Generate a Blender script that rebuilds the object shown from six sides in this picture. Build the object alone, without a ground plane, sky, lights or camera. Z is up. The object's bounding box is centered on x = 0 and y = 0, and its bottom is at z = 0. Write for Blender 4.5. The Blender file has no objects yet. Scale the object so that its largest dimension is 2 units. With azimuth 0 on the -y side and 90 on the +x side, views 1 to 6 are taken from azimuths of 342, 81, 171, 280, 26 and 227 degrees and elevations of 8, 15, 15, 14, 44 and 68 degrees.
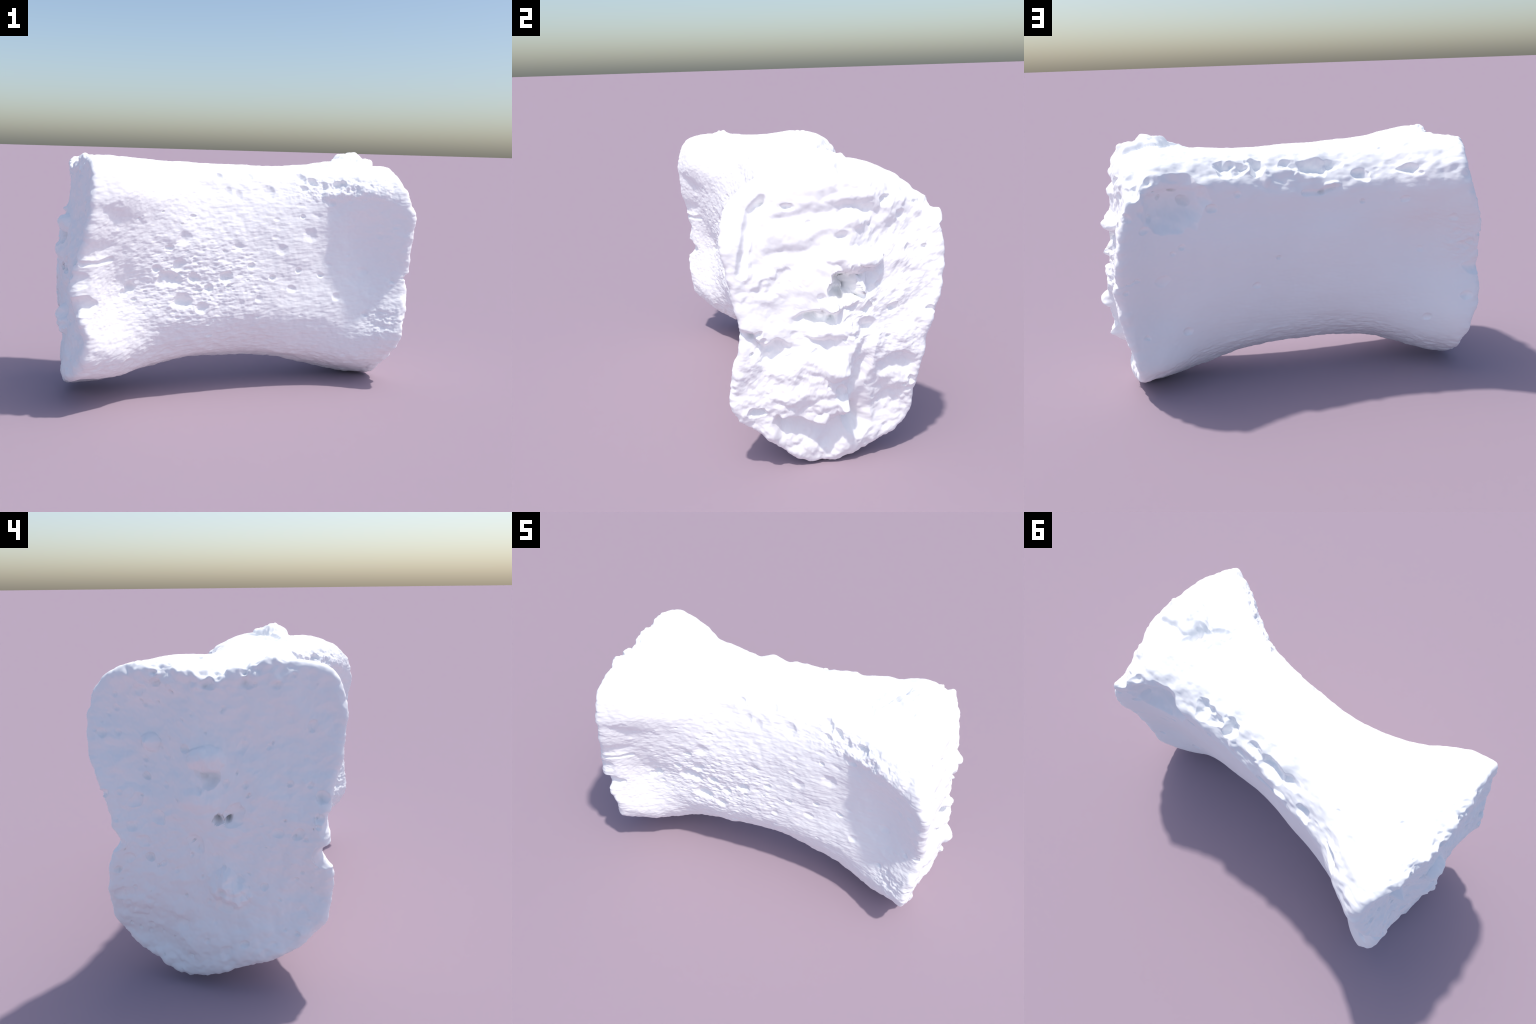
# A worn fossil vertebra (spool-shaped centrum lying on its keel), built as one
# lofted, displaced body whose faces are then handed to anatomical parts.
import bpy
import numpy as np

# ----------------------------------------------------------------- noise tools
def _hash(ix, iy, iz, seed):
    h = (ix * 374761393 + iy * 668265263 + iz * 2147483647 + seed * 974634777) & 0xFFFFFFFF
    h = ((h ^ (h >> 13)) * 1274126177) & 0xFFFFFFFF
    return h ^ (h >> 16)


def noise(p, scale, seed=0):
    """Gradient noise, about -1..1, at points p (n,3); scale = cycles per metre (x,y,z)."""
    q = p * np.asarray(scale, float)
    i0 = np.floor(q).astype(np.int64)
    f = q - i0
    w = f * f * f * (f * (f * 6 - 15) + 10)
    out = np.zeros(len(p))
    for dx in (0, 1):
        for dy in (0, 1):
            for dz in (0, 1):
                h = _hash(i0[:, 0] + dx, i0[:, 1] + dy, i0[:, 2] + dz, seed)
                gx = (h & 255) / 127.5 - 1
                gy = ((h >> 8) & 255) / 127.5 - 1
                gz = ((h >> 16) & 255) / 127.5 - 1
                d = gx * (f[:, 0] - dx) + gy * (f[:, 1] - dy) + gz * (f[:, 2] - dz)
                wx = w[:, 0] if dx else 1 - w[:, 0]
                wy = w[:, 1] if dy else 1 - w[:, 1]
                wz = w[:, 2] if dz else 1 - w[:, 2]
                out += wx * wy * wz * d
    return out * 1.5


def fbm(p, scale, octaves=3, gain=0.5, seed=0):
    s, a, out = np.asarray(scale, float) * np.ones(3), 1.0, 0
    for k in range(octaves):
        out = out + a * noise(p, s, seed + 17 * k)
        s, a = s * 2.03, a * gain
    return out


def cells(p, scale, seed=0, density=0.5, size=(0.2, 0.45)):
    """Round dimples scattered in space: 1 at a dimple's middle, 0 outside it."""
    q = p * np.asarray(scale, float)
    i0 = np.floor(q).astype(np.int64)
    best = np.zeros(len(p))
    for dx in (-1, 0, 1):
        for dy in (-1, 0, 1):
            for dz in (-1, 0, 1):
                c = i0 + (dx, dy, dz)
                h = _hash(c[:, 0], c[:, 1], c[:, 2], seed)
                g = _hash(c[:, 0], c[:, 1], c[:, 2], seed + 991)
                pos = np.stack([(h & 1023) / 1023, ((h >> 10) & 1023) / 1023, ((h >> 20) & 1023) / 1023], -1)
                r = size[0] + (size[1] - size[0]) * ((g & 1023) / 1023) ** 2
                on = ((g >> 10) & 1023) / 1023 < density
                d2 = ((q - c - pos) ** 2).sum(1) / (r * r)
                best = np.maximum(best, np.where(on, np.clip(1 - d2, 0, 1), 0))
    return best


def step(a, b, x):
    t = np.clip((x - a) / (b - a), 0, 1)
    return t * t * (3 - 2 * t)


def bell(x, c, w):
    return np.exp(-(((x - c) / w) ** 2))


# ------------------------------------------------------------- spline utilities
def hermite(xs, ys, x):
    """Smooth curve through (xs, ys); ys may carry trailing axes."""
    xs, ys = np.asarray(xs, float), np.asarray(ys, float)
    h = np.diff(xs).reshape((-1,) + (1,) * (ys.ndim - 1))
    s = np.diff(ys, axis=0) / h
    m = np.empty_like(ys)
    m[1:-1] = (s[:-1] * h[1:] + s[1:] * h[:-1]) / (h[1:] + h[:-1])
    m[0], m[-1] = s[0], s[-1]
    k = np.clip(np.searchsorted(xs, x) - 1, 0, len(xs) - 2)
    hk = h[k]
    t = ((x - xs[k]) / (xs[k + 1] - xs[k])).reshape(hk.shape[:1] + (1,) * (ys.ndim - 1))
    return (ys[k] * (2 * t**3 - 3 * t**2 + 1) + hk * m[k] * (t**3 - 2 * t**2 + t)
            + ys[k + 1] * (3 * t**2 - 2 * t**3) + hk * m[k + 1] * (t**3 - t**2))


# --------------------------------------------- feature lines along the vertebra
# Each line runs the length of the bone (x = STATIONS); its points are (y, z).
STATIONS = (-1.0, -0.85, -0.7, -0.5, -0.25, 0.0, 0.25, 0.5, 0.7, 0.85, 1.0)
LINES = {
    # front wall, from the rounded upper edge down to the keel
    "front_edge": [(-.460, 1.240), (-.455, 1.235), (-.420, 1.230), (-.275, 1.215), (-.175, 1.205), (-.150, 1.200),
                   (-.150, 1.195), (-.200, 1.195), (-.300, 1.195), (-.355, 1.180), (-.360, 1.150)],
    "front_110": [(-.500, 1.10), (-.500, 1.10), (-.460, 1.10), (-.330, 1.10), (-.225, 1.10), (-.200, 1.10),
                  (-.200, 1.10), (-.245, 1.10), (-0.350, 1.100), (-0.410, 1.090), (-.415, 1.07)],
    "front_095": [(-.500, .95), (-.490, .95), (-0.410, 0.950), (-0.325, 0.950), (-.260, .95), (-.237, .95),
                  (-.237, .95), (-.250, .95), (-.310, .95), (-0.404, 0.950), (-.415, .95)],
    "front_080": [(-.455, .80), (-0.452, 0.800), (-0.375, 0.800), (-.315, .80), (-0.278, 0.800), (-.250, .80),
                  (-0.246, 0.800), (-0.238, 0.800), (-.280, .80), (-0.382, 0.800), (-.395, .80)],
    "front_062": [(-.435, .62), (-0.443, 0.620), (-0.327, 0.620), (-0.297, 0.620), (-.272, .62), (-.262, .62),
                  (-0.244, 0.620), (-0.243, 0.620), (-.275, .62), (-0.351, 0.620), (-0.368, 0.620)],
    "front_045": [(-0.459, 0.450), (-.452, .45), (-0.356, 0.450), (-0.299, 0.420), (-.268, .40), (-0.248, 0.400),
                  (-0.248, 0.400), (-0.267, 0.400), (-0.311, 0.420), (-.395, .45), (-.415, .45)],
    "front_030": [(-0.433, 0.300), (-0.440, 0.300), (-0.370, 0.300), (-.265, .30), (-.225, .30), (-0.192, 0.300),
                  (-0.211, 0.300), (-0.250, 0.300), (-.335, .30), (-.402, .30), (-.410, .30)],
    "front_020": [(-0.369, 0.210), (-0.358, 0.198), (-0.300, 0.190), (-.200, .205), (-.140, .21), (-0.105, 0.205),
                  (-0.125, 0.180), (-0.195, 0.170), (-.285, .17), (-.295, .175), (-.310, .17)],
    "keel_front": [(-0.150, 0.110), (-0.150, 0.114), (-.120, .105), (-.090, .148), (-0.055, 0.178), (-0.050, 0.178),
                   (-0.060, 0.156), (-0.090, 0.100), (-.120, .050), (-.130, .052), (-.130, .050)],
    "keel": [(.120, .050), (.100, .030), (.050, .068), (.010, .122), (.015, .153), (.010, .146),
             (.010, .122), (.020, .055), (.030, .006), (.020, -.004), (.020, .005)],
    "keel_back": [(.260, .105), (.250, .090), (.190, .112), (.105, .165), (.080, .188), (.075, .180),
                  (.090, .160), (.125, .112), (.165, .065), (.175, .045), (.180, .060)],
    # back wall, from the keel up to the broken ridge
    "back_020": [(.370, .20), (0.365, 0.190), (.280, .20), (.200, .235), (.150, .25), (.145, .25),
                 (.165, .23), (0.210, 0.200), (0.322, 0.175), (0.375, 0.165), (0.390, 0.170)],
    "back_032": [(.410, .32), (0.405, 0.320), (0.315, 0.320), (.250, .325), (.207, .34), (.190, .34),
                 (.207, .33), (.250, .32), (0.327, 0.310), (0.390, 0.310), (0.415, 0.320)],
    "back_045": [(.405, .45), (0.385, 0.450), (.310, .45), (.272, .45), (.242, .45), (.222, .45),
                 (.242, .45), (.275, .45), (.320, .45), (0.404, 0.450), (0.412, 0.450)],
    "back_062": [(.370, .62), (0.359, 0.620), (0.297, 0.620), (0.285, 0.620), (.275, .62), (.255, .62),
                 (.275, .62), (.302, .62), (.350, .62), (0.435, 0.620), (0.435, 0.620)],
    "back_080": [(.425, .80), (0.403, 0.800), (0.325, 0.800), (0.303, 0.800), (.305, .80), (.288, .80),
                 (.308, .80), (.340, .80), (.395, .80), (0.490, 0.800), (.490, .80)],
    "back_095": [(.480, .95), (0.474, 0.950), (0.407, 0.950), (0.340, 0.950), (0.308, 0.930), (.298, .93),
                 (.318, .95), (.355, .98), (.425, .98), (0.506, 0.950), (.500, .92)],
    "ridge_lower": [(.475, 1.08), (0.490, 1.080), (0.448, 1.080), (.350, 1.080), (.315, 1.045), (.316, 1.058),
                    (.330, 1.085), (.370, 1.12), (.450, 1.11), (0.485, 1.050), (.470, 1.02)],
    "ridge_upper": [(.425, 1.205), (.425, 1.205), (.375, 1.21), (0.295, 1.175), (.230, 1.185), (.230, 1.195),
                    (0.241, 1.202), (0.276, 1.210), (0.348, 1.192), (0.380, 1.108), (.390, 1.12)],
    # upper surface, a shallow saddle
    "top_back": [(.270, 1.255), (.260, 1.265), (.210, 1.275), (0.150, 1.256), (0.120, 1.246), (.130, 1.235),
                 (.140, 1.235), (.155, 1.255), (.205, 1.265), (0.220, 1.200), (.210, 1.180)],
    "top_middle": [(0.000, 1.205), (0.000, 1.233), (0.000, 1.271), (0.000, 1.261), (0.000, 1.248), (0.020, 1.245),
                   (.020, 1.235), (0.0, 1.245), (0.0, 1.265), (0.0, 1.240), (0.0, 1.205)],
    "top_front": [(-.280, 1.275), (-.280, 1.285), (-0.250, 1.265), (-0.150, 1.249), (-.080, 1.242), (-.060, 1.235),
                  (-.060, 1.230), (-.100, 1.240), (-.180, 1.250), (-.220, 1.240), (-.220, 1.205)],
}
CENTRE = (0.01, 0.65)

# where the two end faces stand: x by height, in columns from the front edge to the back edge
FACE_Z = (0.0, 0.1, 0.2, 0.3, 0.4, 0.5, 0.6, 0.7, 0.8, 0.9, 1.0, 1.1, 1.2, 1.3)
COLUMNS = (-.42, -.16, .06, .24, .43)
LEFT = (
    (-0.900, -0.915, -0.900, -0.882, -0.860, -0.895, -0.925, -0.927, -0.892, -0.860, -0.845, -0.838, -0.834, -0.830),
    (-0.945, -0.962, -0.963, -0.940, -0.931, -0.925, -0.930, -0.922, -0.915, -0.900, -0.882, -0.877, -0.885, -0.872),
    (-0.947, -0.957, -0.960, -0.950, -0.950, -0.945, -0.950, -0.963, -0.964, -0.945, -0.912, -0.902, -0.900, -0.897),
    (-0.900, -0.910, -0.895, -0.938, -0.955, -0.955, -0.958, -0.940, -0.910, -0.885, -0.872, -0.853, -0.888, -0.890),
    (-0.905, -0.910, -0.908, -0.925, -0.960, -0.970, -0.976, -0.970, -0.955, -0.925, -0.880, -0.846, -0.856, -0.865),
)
RIGHT = (
    (0.775, 0.815, 0.850, 0.868, 0.873, 0.893, 0.903, 0.908, 0.905, 0.900, 0.886, 0.862, 0.835, 0.815),
    (0.825, 0.875, 0.905, 0.925, 0.930, 0.915, 0.905, 0.903, 0.903, 0.892, 0.898, 0.893, 0.873, 0.853),
    (0.840, 0.880, 0.915, 0.935, 0.945, 0.950, 0.955, 0.935, 0.932, 0.922, 0.912, 0.893, 0.878, 0.858),
    (0.815, 0.840, 0.820, 0.815, 0.865, 0.901, 0.909, 0.887, 0.877, 0.872, 0.848, 0.844, 0.863, 0.853),
    (0.785, 0.822, 0.835, 0.845, 0.863, 0.876, 0.886, 0.881, 0.868, 0.850, 0.824, 0.805, 0.805, 0.800),
)


def face_x(columns, y, z):
    by_height = np.stack([np.interp(z, FACE_Z, c) for c in columns])
    t = np.clip(y, COLUMNS[0], COLUMNS[-1])
    k = np.clip(np.searchsorted(COLUMNS, t) - 1, 0, len(COLUMNS) - 2)
    c = np.asarray(COLUMNS)
    f = (t - c[k]) / (c[k + 1] - c[k])
    f = f * f * (3 - 2 * f) * .5 + f * .5
    a = np.take_along_axis(by_height, k[None], 0)[0]
    b = np.take_along_axis(by_height, k[None] + 1, 0)[0]
    return a + (b - a) * f


def left_face(y, z):
    return face_x(LEFT, y, z)


def right_face(y, z):
    return face_x(RIGHT, y, z)


# ------------------------------------------------------------------ base surface
AROUND, BODY_ROWS, CAP_ROWS = 960, 500, 110


def loft():
    names = list(LINES)
    pts = np.array([LINES[n] for n in names])            # line, station, 2
    xs = np.linspace(-1.0, 1.0, 241)
    along = hermite(STATIONS, pts.transpose(1, 0, 2), xs)  # x, line, 2
    nxt = np.roll(along, -1, 1)
    length = np.linalg.norm(nxt - along, axis=2).mean(0)
    counts = np.maximum(4, np.round(length / length.sum() * AROUND).astype(int))
    counts[np.argmax(counts)] += AROUND - counts.sum()
    owner, section = [], []
    chord = np.linalg.norm(nxt - along, axis=2)[..., None]
    tangent = ((nxt - along) / chord * np.roll(chord, 1, 1) + (along - np.roll(along, 1, 1)) / np.roll(chord, 1, 1) * chord) / (chord + np.roll(chord, 1, 1))
    for k, n in enumerate(counts):
        a, b = along[:, k], along[:, (k + 1) % len(names)]
        ta, tb, h = tangent[:, k], tangent[:, (k + 1) % len(names)], chord[:, k]
        for t in np.arange(n) / n:
            section.append(a * (2 * t**3 - 3 * t**2 + 1) + h * ta * (t**3 - 2 * t**2 + t) + b * (3 * t**2 - 2 * t**3) + h * tb * (t**3 - t**2))
            owner.append(k + t)
    section = np.array(section).transpose(1, 0, 2)        # x, around, 2
    y, z = section[..., 0], section[..., 1]
    gl, gr = xs[:, None] - left_face(y, z), xs[:, None] - right_face(y, z)
    grid = np.empty((BODY_ROWS, AROUND, 3))
    u = np.linspace(0, 1, BODY_ROWS)
    for j in range(AROUND):
        i = np.argmax(gl[:, j] > 0)
        x0 = xs[0] if i == 0 else xs[i] - gl[i, j] * (xs[i] - xs[i - 1]) / (gl[i, j] - gl[i - 1, j])
        i = len(xs) - 1 - np.argmax(gr[::-1, j] < 0)
        x1 = xs[-1] if i == len(xs) - 1 else xs[i] - gr[i, j] * (xs[i + 1] - xs[i]) / (gr[i + 1, j] - gr[i, j])
        x = x0 + (x1 - x0) * u
        grid[:, j, 0], grid[:, j, 1], grid[:, j, 2] = x, np.interp(x, xs, y[:, j]), np.interp(x, xs, z[:, j])

    def cap(rim, face):
        k = np.linspace(0, 1, CAP_ROWS + 1)[1:-1] ** 0.85
        yz = np.array(CENTRE) + (rim[None, :, 1:] - CENTRE) * k[:, None, None]
        return np.concatenate([face(yz[..., 0], yz[..., 1])[..., None], yz], 2)

    left, right = cap(grid[0], left_face), cap(grid[-1], right_face)
    rows = np.concatenate([left, grid, right[::-1]])
    return rows, np.array(owner), len(left)


def soften(rows, rim_rows, radius):
    """Round the two rims by blurring positions across them."""
    out = rows.copy()
    for rim in rim_rows:
        for _ in range(radius * radius):
            w = np.exp(-((np.arange(len(rows)) - rim) / (2.2 * radius)) ** 2)[1:-1, None, None]
            out[1:-1] += 0.5 * w * ((out[:-2] + out[2:]) / 2 - out[1:-1])
    return out


def grid_normals(g):
    du = np.empty_like(g)
    du[1:-1] = g[2:] - g[:-2]
    du[0], du[-1] = g[1] - g[0], g[-1] - g[-2]
    dv = np.roll(g, -1, 1) - np.roll(g, 1, 1)
    n = np.cross(dv, du)
    return n / (np.linalg.norm(n, axis=2, keepdims=True) + 1e-12)


def smooth_vectors(n, times):
    for _ in range(times):
        n[1:-1] = (n[:-2] + n[2:] + 2 * n[1:-1]) / 4
        n = (np.roll(n, 1, 1) + np.roll(n, -1, 1) + 2 * n) / 4
    return n / (np.linalg.norm(n, axis=2, keepdims=True) + 1e-12)


rows, owner, RIM_L = loft()
RIM_R = RIM_L + BODY_ROWS - 1
rows = soften(rows, (RIM_L,), 11)
rows = soften(rows, (RIM_R,), 12)
normal = smooth_vectors(grid_normals(rows), 8)
if (normal[RIM_L + 100:RIM_R - 100, :, 1] * rows[RIM_L + 100:RIM_R - 100, :, 1]).sum() < 0:
    normal = -normal
ROWS = len(rows)
P = rows.reshape(-1, 3)
N = normal.reshape(-1, 3)
x, y, z = P.T
line_no = {n: k for k, n in enumerate(LINES)}
own = np.tile(owner, ROWS)
rowno = np.repeat(np.arange(ROWS), AROUND)

# soft masks
on_left = step(RIM_L + 4, RIM_L - 8, rowno)
on_right = step(RIM_R - 4, RIM_R + 8, rowno)
body = 1 - on_left - on_right
front = body * step(.35, -.2, N[:, 1] * 1.0 + .35)
front = body * step(-.35, -.75, N[:, 1])
back = body * step(.45, .85, N[:, 1])
under = body * step(-.25, -.6, N[:, 2])
top = body * step(.7, .92, N[:, 2])
ridge = body * np.exp(-((own - (line_no["ridge_lower"] + .5)) / .75) ** 2)

D = np.zeros(len(P))                 # displacement along the normal, outwards
V = np.zeros_like(P)                 # free displacement
warp = np.stack([fbm(P, 12, 2, .5, seed=k) for k in (5, 6, 7)], 1)


ragged = np.stack([fbm(P, 30, 2, .6, seed=k) for k in (65, 66, 67)], 1)
broad = np.stack([noise(P, 6, 61), noise(P, 6, 62)], 1)


def near(c, reach):
    c, reach = np.asarray(c, float), np.asarray(reach) * np.ones(3)
    k = np.flatnonzero(np.abs(x - c[0]) < reach[0])
    return k[(np.abs(P[k] - c) < reach).all(1)]


def bump(c, r, height, sharp=1.3, wob=.3, rag=.35):
    """Raise (or, if height is negative, sink) an irregular spot of radius r (scalar or per axis)."""
    r = np.asarray(r) * np.ones(3)
    k = near(c, r * 1.6)
    d = (P[k] - c) / r + (warp[k] + rag * ragged[k]) * wob
    D[k] += height * np.clip(1 - (d * d).sum(1), 0, 1) ** sharp


def pit(px, py, pz, r, depth, sharp=1.3, wob=.3, rag=.35):
    bump((px, py, pz), r, -depth, sharp, wob, rag)


def pull(c, r, vec, sharp=1.0, wob=.25):
    """Drag a spot of the surface along a vector: knobs, spurs, notches."""
    r = np.asarray(r) * np.ones(3)
    k = near(c, r * 1.6)
    d = (P[k] - c) / r + warp[k] * wob
    V[k] += np.clip(1 - (d * d).sum(1), 0, 1)[:, None] ** sharp * np.asarray(vec)


def groove(path, width, depth, wob=.012):
    """Furrow along a polyline."""
    path = np.asarray(path, float)
    k = near((path.min(0) + path.max(0)) / 2, (path.max(0) - path.min(0)) / 2 + 2 * width)
    q, best = P[k] + warp[k] * wob, np.full(len(k), 9.0)
    for a, b in zip(path[:-1], path[1:]):
        t = np.clip(((q - a) @ (b - a)) / ((b - a) @ (b - a)), 0, 1)
        best = np.minimum(best, np.linalg.norm(q - a - t[:, None] * (b - a), axis=1))
    D[k] -= depth * np.clip(1 - (best / width) ** 2, 0, 1) ** 1.2


def ledge(line, depth, fade, drop=.015, mask=None, sides=.03):
    """Overhang on an end face: below the line (y, z) the surface steps back, then comes out again."""
    ly, lz = np.asarray(line).T
    yy, zz = y + .045 * broad[:, 0] + .012 * warp[:, 1], z + .035 * broad[:, 1] + .014 * warp[:, 2]
    below = np.interp(yy, ly, lz) - zz
    span = step(ly[0] - sides / 2, ly[0] + sides, yy) * step(ly[-1] + sides / 2, ly[-1] - sides, yy)
    D[:] -= mask * depth * span * step(0, drop, below) * step(fade, drop * .8, below)


# ---- general surface grain
lumps = fbm(P, 5, 2, seed=1)
medium = fbm(P, 20, 2, seed=2)
fibre = fbm(P, (17, 75, 75), 2, .6, seed=3)
grit = fbm(P, (40, 70, 70), 2, .6, seed=9)
coarse = bell(x, -.3, .32) * bell(z, .62, .24)
D += .005 * lumps * (1 - .4 * back) + .0018 * medium * (1 - .6 * back)
D += front * ((.0011 + .0012 * coarse) * fibre + (.0006 + .0020 * coarse) * grit + (.0008 + .0026 * coarse) * medium)
D -= front * (.005 + .018 * coarse) * cells(P, (14, 22, 26), 4, .12 + .14 * coarse, (.12, .42))
D -= front * coarse * .009 * cells(P, (26, 40, 48), 14, .4, (.25, .55))
D += under * (.0024 * fbm(P, (11, 48, 48), 3, .6, seed=8) + .002 * medium)
D += back * .0006 * fibre
D += top * .0012 * fbm(P, 45, 2, seed=10)

# ---- front wall: fan-shaped facet beside the broken end, pores, dishes
bump((.72, -.30, .80), (.20, .22, .29), -.024, 1.3, .15)
groove([(.50, -.25, 1.00), (.58, -.28, 1.06), (.70, -.33, 1.07), (.80, -.38, 1.02), (.85, -.4, .92)], .045, .006)
groove([(.47, -.22, 1.09), (.60, -.28, 1.13), (.74, -.36, 1.12)], .05, -.012)
pull((.86, -.42, .92), (.08, .08, .25), (0, -.007, 0))
for px, pz, r, d in [(-.121, .657, .034, .028), (-.361, .543, .045, .030), (-.438, .66, .055, .022), (-.372, .73, .034, .022),
                     (-.635, .629, .030, .024), (-.667, .600, .024, .018), (-.353, .859, .04, .012), (.021, .71, .02, .014),
                     (.144, .644, .018, .018), (.301, .677, .018, .016), (.433, .647, .016, .016), (.366, .872, .045, .010),
                     (.319, .977, .013, .012), (.261, .58, .022, .010), (.071, .53, .02, .008), (.484, 1.055, .02, .016),
                     (.679, .667, .028, .012), (.743, .871, .02, .008), (.812, .93, .016, .007), (.827, .618, .014, .012),
                     (.525, .524, .022, .010), (.692, .429, .018, .016), (.20, .80, .03, .008), (-.25, .50, .03, .018),
                     (-.30, .66, .03, .022), (-.22, .60, .025, .018), (-.50, .72, .022, .012), (-.06, .82, .03, .008)]:
    k = np.flatnonzero((np.abs(x - px) < .02) & (np.abs(z - pz) < .02) & (N[:, 1] < 0))
    py = P[k[np.argmin((x[k] - px) ** 2 + (z[k] - pz) ** 2)], 1]
    pit(px, py, pz, (r * 1.25, r * 1.6, r), d)
bump((-.71, -.43, .99), (.10, .08, .07), -.006)
bump((-.795, -.42, .84), (.09, .08, .06), -.012)
groove([(-.87, -.44, .775), (-.80, -.41, .772), (-.74, -.38, .785)], .02, .016, .004)
for px, py, pz, r, d in [(.384, -.192, 1.161, .030, .030), (.517, -.242, 1.145, .036, .030), (.321, -.176, 1.178, .034, .024),
                         (.323, -.200, 1.130, .026, .018), (.43, -.21, 1.14, .03, .012), (.60, -.29, 1.12, .03, .012)]:
    pit(px, py, pz, (r * 1.2, r, r), d * .9, 1.0, .6)
fr = bell(x, .55, .28) * step(1.03, 1.10, z) * step(1.21, 1.15, z) * (y < 0)
D += fr * body * .008 * fbm(P, 26, 3, .6, seed=41)
low = bell(x, .78, .12) * bell(z, .38, .10) * (y < 0) * body
D += low * .006 * fbm(P, (22, 40, 40), 3, .6, seed=42)

# ---- upper surface: pores, a torn groove and the spur
for px, py, pz, r, d in [(-.722, .075, 1.269, .014, .016), (-.340, -.217, 1.191, .026, .008), (-.141, -.170, 1.193, .014, .02),
                         (.024, -.161, 1.186, .022, .010), (-.100, -.201, 1.106, .02, .010), (-.044, -.207, 1.087, .022, .010),
                         (.132, -.193, 1.106, .028, .012), (.769, .009, 1.257, .012, .016), (.812, -.083, 1.249, .010, .02),
                         (.827, .134, 1.244, .010, .016), (-.479, .215, 1.213, .013, .02), (-.612, .285, 1.233, .03, .012),
                         (-.443, -.129, 1.250, .008, .01)]:
    pit(px, py, pz, (r * 1.3, r, r * 2), d)
pit(.60, .09, 1.27, (.026, .045, .06), .022)
groove([(.625, .14, 1.27), (.605, .08, 1.27), (.57, .03, 1.26), (.52, -.03, 1.25)], .024, .016)
bump((.60, -.005, 1.255), (.15, .10, .08), .030, 1.2, .3)
pull((.735, .03, 1.255), (.115, .085, .10), (.010, 0, .044), .5, .45)
spur = bell(x, .73, .10) * bell(y, .03, .08) * top
D += spur * (.015 * fbm(P, 15, 3, .6, seed=15) - .012 * cells(P, 22, 16, .4, (.2, .5)))
for py in (.06, .035, .01):
    pit(.60, py, 1.265, (.035, .010, .06), .012, .8, .2)
pull((.80, .01, 1.25), (.045, .045, .06), (.016, 0, .006), .8, .2)

# ---- broken ridge along the upper back edge
D += ridge * (.016 * fbm(P, (8, 11, 11), 2, .5, seed=11) + .0045 * fbm(P, (16, 22, 22), 2, .5, seed=13))
D -= ridge * .003 * cells(P, (15, 20, 20), 12, .4, (.25, .5)) ** 1.3
for px, py, pz, r, d in [(.323, .292, 1.175, (.060, .05, .040), .042), (.177, .268, 1.170, (.045, .05, .042), .046),
                         (.013, .255, 1.163, (.035, .04, .025), .026), (-.100, .262, 1.150, (.075, .05, .045), .040),
                         (-.215, .26, 1.160, (.040, .04, .030), .022), (-.354, .297, 1.107, (.040, .04, .035), .034),
                         (-.585, .372, 1.129, (.050, .05, .024), .030), (.793, .350, 1.175, (.032, .05, .035), .022),
                         (.775, .440, 1.100, (.045, .06, .040), .045), (.801, .475, 1.000, (.022, .04, .022), .016)]:
    pit(px, py, pz, np.multiply(r, (1.3, 1.2, 1.15)), d * .95, 1.1, .5, .2)
groove([(-.06, .31, 1.03), (-.14, .315, 1.025), (-.20, .315, 1.045)], .02, .016)
bump((-.20, .31, 1.065), (.05, .04, .018), .018)
bump((.13, .30, 1.12), (.03, .05, .05), .016)
pull((.813, .470, 1.045), (.075, .07, .07), (.004, .016, .0), .9)

crest = body * np.exp(-((own - (line_no['ridge_upper'] + .4)) / 1.1) ** 2)
D += crest * .011 * fbm(P, (9, 4, 4), 2, .5, seed=71)

# ---- back wall: the round hollow under the ridge and pores
pit(.585, .400, 1.030, (.172, .18, .160), .110, 1.15, .16, .1)
for px, pz, r, d in [(.561, 1.069, .016, .012), (.628, 1.032, .013, .012), (.519, 1.014, .024, .022), (.695, .965, .016, .010),
                     (.733, .925, .018, .010), (.408, .990, .022, .016), (.277, 1.047, .018, .010), (.077, .700, .010, .012),
                     (.191, .555, .018, .008), (.562, .813, .014, .010), (.610, .784, .013, .006), (.668, .644, .03, .006),
                     (.560, .345, .022, .010), (.842, .630, .012, .010), (-.146, 1.028, .018, .016), (-.352, .973, .012, .012),
                     (-.564, .979, .02, .010), (-.803, .885, .02, .010), (-.668, .694, .018, .006), (-.898, .450, .024, .014),
                     (-.711, .323, .020, .010), (-.870, .720, .03, .010), (-.90, .745, .02, .012), (-.83, .80, .02, .007)]:
    k = np.flatnonzero((np.abs(x - px) < .03) & (np.abs(z - pz) < .03) & (N[:, 1] > .2))
    py = P[k[np.argmin((x[k] - px) ** 2 + (z[k] - pz) ** 2)], 1]
    pit(px, py, pz, (r * 1.2, r * 2.5, r), d * (1.45 if px > .4 and pz > .88 else 1.2), .9)
D += body * bell(x, -.86, .10) * bell(z, .74, .12) * (y > 0) * .005 * fbm(P, (22, 34, 34), 3, .6, seed=43)

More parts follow.
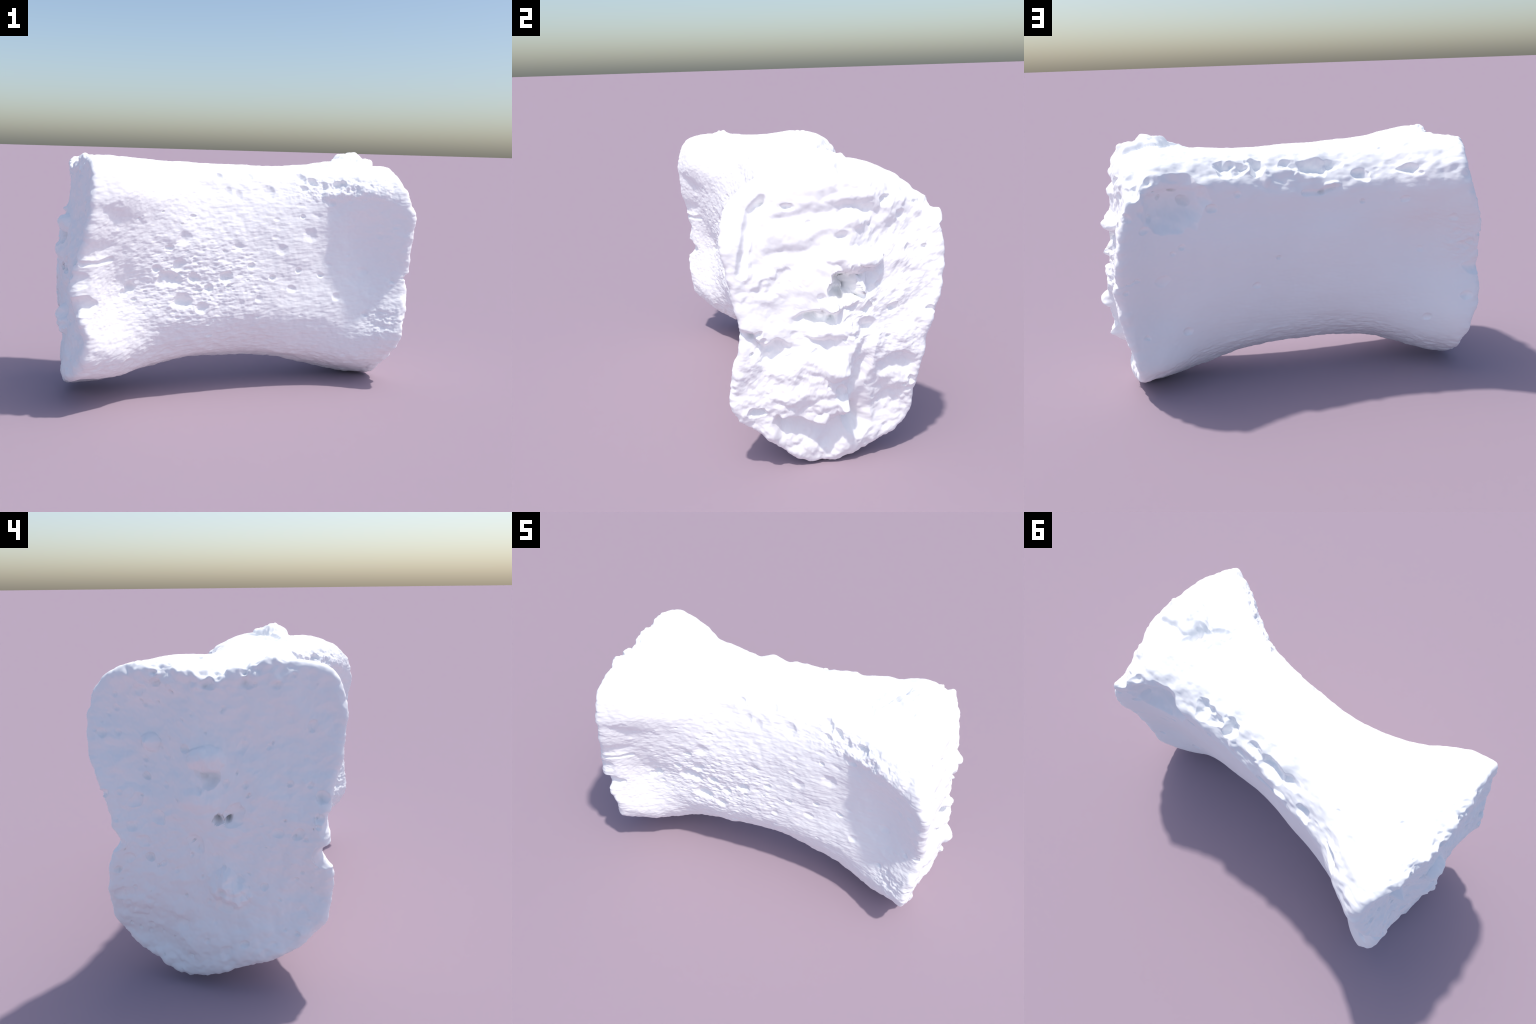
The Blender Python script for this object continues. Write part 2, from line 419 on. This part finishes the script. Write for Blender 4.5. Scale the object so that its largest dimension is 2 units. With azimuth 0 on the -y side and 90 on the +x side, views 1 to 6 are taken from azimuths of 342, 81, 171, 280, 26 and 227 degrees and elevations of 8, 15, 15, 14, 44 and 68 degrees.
# ---- left end face: gently lumpy, with pores, two large pits and notches in the rim
D += on_left * (.010 * fbm(P, 6, 2, .6, seed=21) + .0060 * fbm(P, 17, 3, .6, seed=23) - .009 * cells(P, 17, 22, .3, (.10, .34)) - .010 * cells(P, 30, 24, .20, (.15, .42)) ** .8)
for py, pz, r, d in [(.090, .958, .020, .018), (-.013, .864, .045, .034), (.020, .885, .03, .014), (-.038, .703, .020, .046), (-.078, .700, .016, .040), (-.095, .714, .042, .024),
                     (.266, 1.174, .026, .012), (.203, 1.196, .020, .018), (-.005, 1.199, .026, .022), (-.145, 1.201, .026, .018),
                     (-.248, 1.194, .018, .012), (-.380, 1.044, .022, .014), (.285, .761, .030, .014), (.243, .848, .016, .016),
                     (.395, .784, .018, .016), (.417, 1.001, .020, .014), (.191, .701, .030, .014), (.040, .598, .036, .014),
                     (.227, .539, .020, .020), (.353, .488, .014, .016), (.307, .534, .024, .010), (.359, .379, .030, .010),
                     (-.055, .365, .036, .012), (-.210, .434, .014, .014), (.116, .263, .028, .010), (-.130, .212, .016, .014),
                     (-.064, .168, .030, .010), (-.416, .789, .026, .024), (-.422, .710, .022, .014), (-.337, .647, .028, .016),
                     (-.259, .647, .020, .010), (-.120, .964, .024, .010), (-.120, .466, .018, .010), (-.033, .402, .022, .010),
                     (.26, .60, .03, .012), (.30, .66, .02, .008)]:
    px = float(left_face(np.array([py]), np.array([pz]))[0])
    pit(px, py, pz, (r * 2, r * .95, r * .95), d * 1.15, .8, .45)
px = -.955
bump((px, -.06, .425), (.12, .085, .075), .060, 1.5, .5)
bump((px, .232, .975), (.14, .042, .040), .064, 1.0, .25)
bump((px, .01, .925), (.12, .075, .045), .048, .9, .3)
bump((px, .03, .775), (.12, .08, .05), .018)
bump((px, .232, .940), (.08, .03, .015), -.010)
groove([(px, .34, .31), (px, .22, .285), (px, .11, .262)], .05, .012)
groove([(px, .30, .66), (px, .20, .71), (px, .14, .73)], .02, .008)
for py, pz, h in [(.30, .335, .016), (.30, .770, .010), (.33, .905, .014), (.36, .985, .012), (.10, .55, .008), (.20, .11, .012)]:
    bump((px, py, pz), (.1, .07, .045), h, 1, .5)
pull((-.89, -.45, .565), (.12, .085, .052), (.010, .034, .002), 1.0, .25)
pull((-.90, -.43, .69), (.07, .06, .05), (.0, .018, 0))
pull((-.95, .38, .60), (.07, .07, .045), (.004, -.028, 0))
pull((-.89, -.47, .43), (.08, .06, .08), (0, -.012, 0))
crumble = bell(rowno, RIM_L, 22) * step(1.14, 1.20, z) * step(-.36, -.24, y) * step(.38, .25, y)
D += crumble * (.020 * fbm(P, 13, 3, .6, seed=51) - .016 * cells(P, 26, 52, .5, (.25, .5)) ** 1.2)
rimr = np.maximum(bell(rowno, RIM_L, 14), bell(rowno, RIM_R, 14))
D += .008 * bell(rowno, RIM_L, 14) + .009 * bell(rowno, RIM_R, 14) + rimr * (.007 * fbm(P, 13, 2, .5, seed=54) + .003 * fbm(P, 28, 2, .55, seed=53))

# ---- right end face: broken ledges, cavities, knobs
R = on_right
smoothside = step(.10, -.05, y) * step(.45, .60, z)
D += R * (.013 * fbm(P, 5, 2, .5, seed=31) + .009 * fbm(P, 10, 3, .45, seed=33) * (1 - .45 * smoothside)
          + .0028 * fbm(P, 34, 3, .6, seed=34) * (1 - .6 * smoothside) - .011 * cells(P, 14, 32, .22, (.12, .42)))
ledge([(-.24, 1.135), (-.13, 1.135), (-.06, 1.125), (.02, 1.14), (.10, 1.15), (.20, 1.13)], .014, .11, .035, R)
ledge([(-.24, 1.00), (-.15, 1.00), (-.08, 1.02), (.00, 1.035), (.07, 1.025)], .009, .10, .04, R)
ledge([(.02, .89), (.10, .885), (.17, .895), (.22, .89)], .018, .12, .02, R)
ledge([(-.15, .705), (-.05, .715), (.03, .705)], .020, .06, .015, R)
ledge([(-.37, .66), (-.29, .655), (-.255, .60), (-.20, .615), (-.10, .60), (.02, .58)], .028, .14, .02, R * step(-.08, -.24, y))
ledge([(-.24, .275), (-.17, .27), (-.09, .255), (-.03, .215), (.04, .275), (.09, .31), (.13, .31)], .060, .24, .03, R)
ledge([(.17, .47), (.22, .505), (.29, .52), (.38, .49)], .022, .12, .03, R)
groove([(.86, -.258, 1.165), (.88, -.305, 1.11), (.89, -.322, 1.05), (.90, -.335, .97), (.91, -.352, .885)], .024, .024, .006)
pull((.88, -.37, 1.0), (.09, .075, .20), (.017, -.002, 0), .8)
groove([(.90, .14, .62), (.90, .12, .52), (.90, .085, .41), (.88, .10, .30), (.86, .12, .18)],   .065, .040)
for py, pz, r, d in [(.058, .818, (.14, .066, .072), .110), (.183, .800, (.12, .034, .080), .026), (-.046, .680, (.1, .068, .030), .046),
                     (.128, 1.090, (.1, .035, .045), .010), (-.002, .740, (.1, .025, .018), .018), (.120, .716, (.1, .05, .03), .020),
                     (.266, .687, (.1, .035, .025), .022), (.425, .676, (.1, .025, .02), .018), (.158, .628, (.1, .04, .025), .016),
                     (-.223, .829, (.1, .07, .05), .010), (-.262, .545, (.1, .075, .055), .016), (-.314, .640, (.1, .035, .018), .022), (.040, .359, (.1, .026, .045), .022),
                     (-.319, .283, (.1, .04, .030), .034), (-.221, .262, (.1, .018, .015), .018), (.055, 1.006, (.1, .04, .03), .014),
                     (-.258, 1.159, (.1, .02, .018), .018), (-.17, 1.13, (.1, .03, .015), .018), (.231, 1.129, (.1, .035, .025), .02),
                     (.339, .923, (.1, .018, .018), .014), (.410, .922, (.1, .022, .018), .016), (.36, .36, (.1, .02, .02), .016),
                     (-.068, .552, (.1, .018, .015), .016), (.10, .65, (.1, .05, .05), .018), (.30, 1.07, (.1, .02, .02), .014)]:
    px = float(right_face(np.array([py]), np.array([pz]))[0])
    pit(px, py, pz, r, d, .9, .75)
bump((.92, -.08, .42), (.12, .20, .15), .024, 1, .2)
pull((.89, .165, .912), (.10, .055, .034), (.050, .004, -.004), .6, .25)
pull((.92, .09, .915), (.10, .10, .045), (.028, 0, 0), .8, .4)
pull((.93, .015, .475), (.10, .060, .050), (.046, 0, -.008), .8, .25)
pull((.94, .052, .315), (.10, .040, .050), (.030, 0, -.012), .9, .4)
pull((.925, -.043, .250), (.10, .038, .032), (.022, 0, -.010), .9, .4)
pull((.90, .115, .79), (.10, .03, .03), (.02, 0, 0))
bump((.92, .0, .735), (.1, .06, .035), .046)
bump((.89, .12, 1.07), (.1, .06, .05), .022)
bump((.88, .19, .835), (.1, .05, .04), .018)
bump((.90, .13, .26), (.1, .06, .09), -.020)
bump((.92, -.19, .41), (.1, .08, .06), -.012)
bump((.92, .0, .30), (.1, .10, .05), .016)
bump((.92, -.03, .632), (.1, .10, .035), .044)
bump((.92, -.08, .50), (.1, .10, .05), .016)
bump((.89, .11, 1.09), (.1, .10, .06), .014)
bump((.86, .25, 1.175), (.08, .09, .06), -.018)
bump((.90, .09, 1.16), (.1, .10, .03), .018)
bump((.91, -.09, .545), (.1, .10, .05), .016)
bump((.86, .26, .36), (.1, .11, .12), .014, 1, .3)
bump((.84, -.09, .07), (.1, .10, .06), .016, 1, .3)

P2 = P + N * D[:, None] + V

# --------------------------------------------------------------------- mesh
def build_faces():
    r = np.arange(ROWS - 1)[:, None] * AROUND
    a = np.arange(AROUND)[None]
    b = (a + 1) % AROUND
    quads = np.stack([r + a, r + AROUND + a, r + AROUND + b, r + b], -1).reshape(-1, 4)
    return quads


quads = build_faces()
first, last = P2[:AROUND].mean(0), P2[-AROUND:].mean(0)
verts = np.vstack([P2, first, last])
iL, iR = len(P2), len(P2) + 1
ring = np.arange(AROUND)
tri_l = np.stack([np.full(AROUND, iL), ring, (ring + 1) % AROUND], -1)
base = (ROWS - 1) * AROUND
tri_r = np.stack([np.full(AROUND, iR), base + (ring + 1) % AROUND, base + ring], -1)

# regions by row and by feature line
frow = np.repeat(np.arange(ROWS - 1), AROUND)
fown = np.tile(owner, ROWS - 1)
region = np.zeros(len(quads), int)                                   # 0 centrum wall
region[(fown >= line_no["ridge_lower"] - .3) & (fown < line_no["ridge_upper"] + .5)] = 1   # ridge
region[fown >= line_no["ridge_upper"] + .5] = 2                      # upper surface
region[fown < .5] = 2
region[frow < RIM_L] = 3
region[frow >= RIM_R] = 4


def bone_material(name, tint):
    m = bpy.data.materials.new(name)
    m.use_nodes = True
    nt = m.node_tree
    bsdf = nt.nodes["Principled BSDF"]
    co = nt.nodes.new("ShaderNodeTexCoord")
    no = nt.nodes.new("ShaderNodeTexNoise")
    no.inputs["Scale"].default_value, no.inputs["Detail"].default_value = 9.0, 5.0
    ramp = nt.nodes.new("ShaderNodeValToRGB")
    ramp.color_ramp.elements[0].color = (tint * .985, tint * .985, tint * .985, 1)
    ramp.color_ramp.elements[1].color = (tint, tint, tint, 1)
    nt.links.new(co.outputs["Object"], no.inputs["Vector"])
    nt.links.new(no.outputs["Fac"], ramp.inputs["Fac"])
    nt.links.new(ramp.outputs["Color"], bsdf.inputs["Base Color"])
    bsdf.inputs["Roughness"].default_value = .9
    bsdf.inputs["Specular IOR Level"].default_value = .2
    return m


BONE = bone_material("white_bone", 1.0)


def make(name, q, t=None):
    polys = [q.ravel()]
    sizes = [np.full(len(q), 4)]
    if t is not None:
        polys.append(t.ravel())
        sizes.append(np.full(len(t), 3))
    loops, sizes = np.concatenate(polys), np.concatenate(sizes)
    used, loops = np.unique(loops, return_inverse=True)
    me = bpy.data.meshes.new(name)
    me.vertices.add(len(used))
    me.vertices.foreach_set("co", verts[used].ravel())
    me.loops.add(len(loops))
    me.loops.foreach_set("vertex_index", loops.astype(np.int32))
    me.polygons.add(len(sizes))
    me.polygons.foreach_set("loop_start", np.concatenate([[0], np.cumsum(sizes)[:-1]]).astype(np.int32))
    me.polygons.foreach_set("use_smooth", np.ones(len(sizes), bool))
    me.update(calc_edges=True)
    me.validate()
    me.materials.append(BONE)
    me.normals_split_custom_set_from_vertices(vert_normals[used].tolist())
    ob = bpy.data.objects.new(name, me)
    bpy.context.scene.collection.objects.link(ob)
    return ob


# vertex normals of the whole body, shared by all its parts
allq = np.vstack([quads, np.column_stack([tri_l, tri_l[:, 2]]), np.column_stack([tri_r, tri_r[:, 2]])])
fn = np.cross(verts[allq[:, 2]] - verts[allq[:, 0]], verts[allq[:, 3]] - verts[allq[:, 1]])
fn[len(quads):] = np.cross(verts[allq[len(quads):, 1]] - verts[allq[len(quads):, 0]], verts[allq[len(quads):, 2]] - verts[allq[len(quads):, 0]])
vert_normals = np.stack([sum(np.bincount(allq[:, k], fn[:, c], len(verts)) for k in range(4)) for c in range(3)], 1)
if (vert_normals[:-2] * N).sum() < 0:
    quads, tri_l, tri_r, vert_normals = quads[:, ::-1], tri_l[:, ::-1], tri_r[:, ::-1], -vert_normals
vert_normals /= np.linalg.norm(vert_normals, axis=1, keepdims=True) + 1e-12

thing = bpy.data.objects.new("fossil_vertebra", None)
bpy.context.scene.collection.objects.link(thing)
thing["label"] = "chalk-white fossil vertebra, spool-shaped with broken ends"
thing["category"] = "fossil bone"
parts = [make("centrum", quads[region == 0]), make("broken_ridge", quads[region == 1]), make("upper_surface", quads[region == 2]),
         make("articular_face", quads[region == 3], tri_l), make("articular_face", quads[region == 4], tri_r)]
for p in parts:
    p.parent = thing
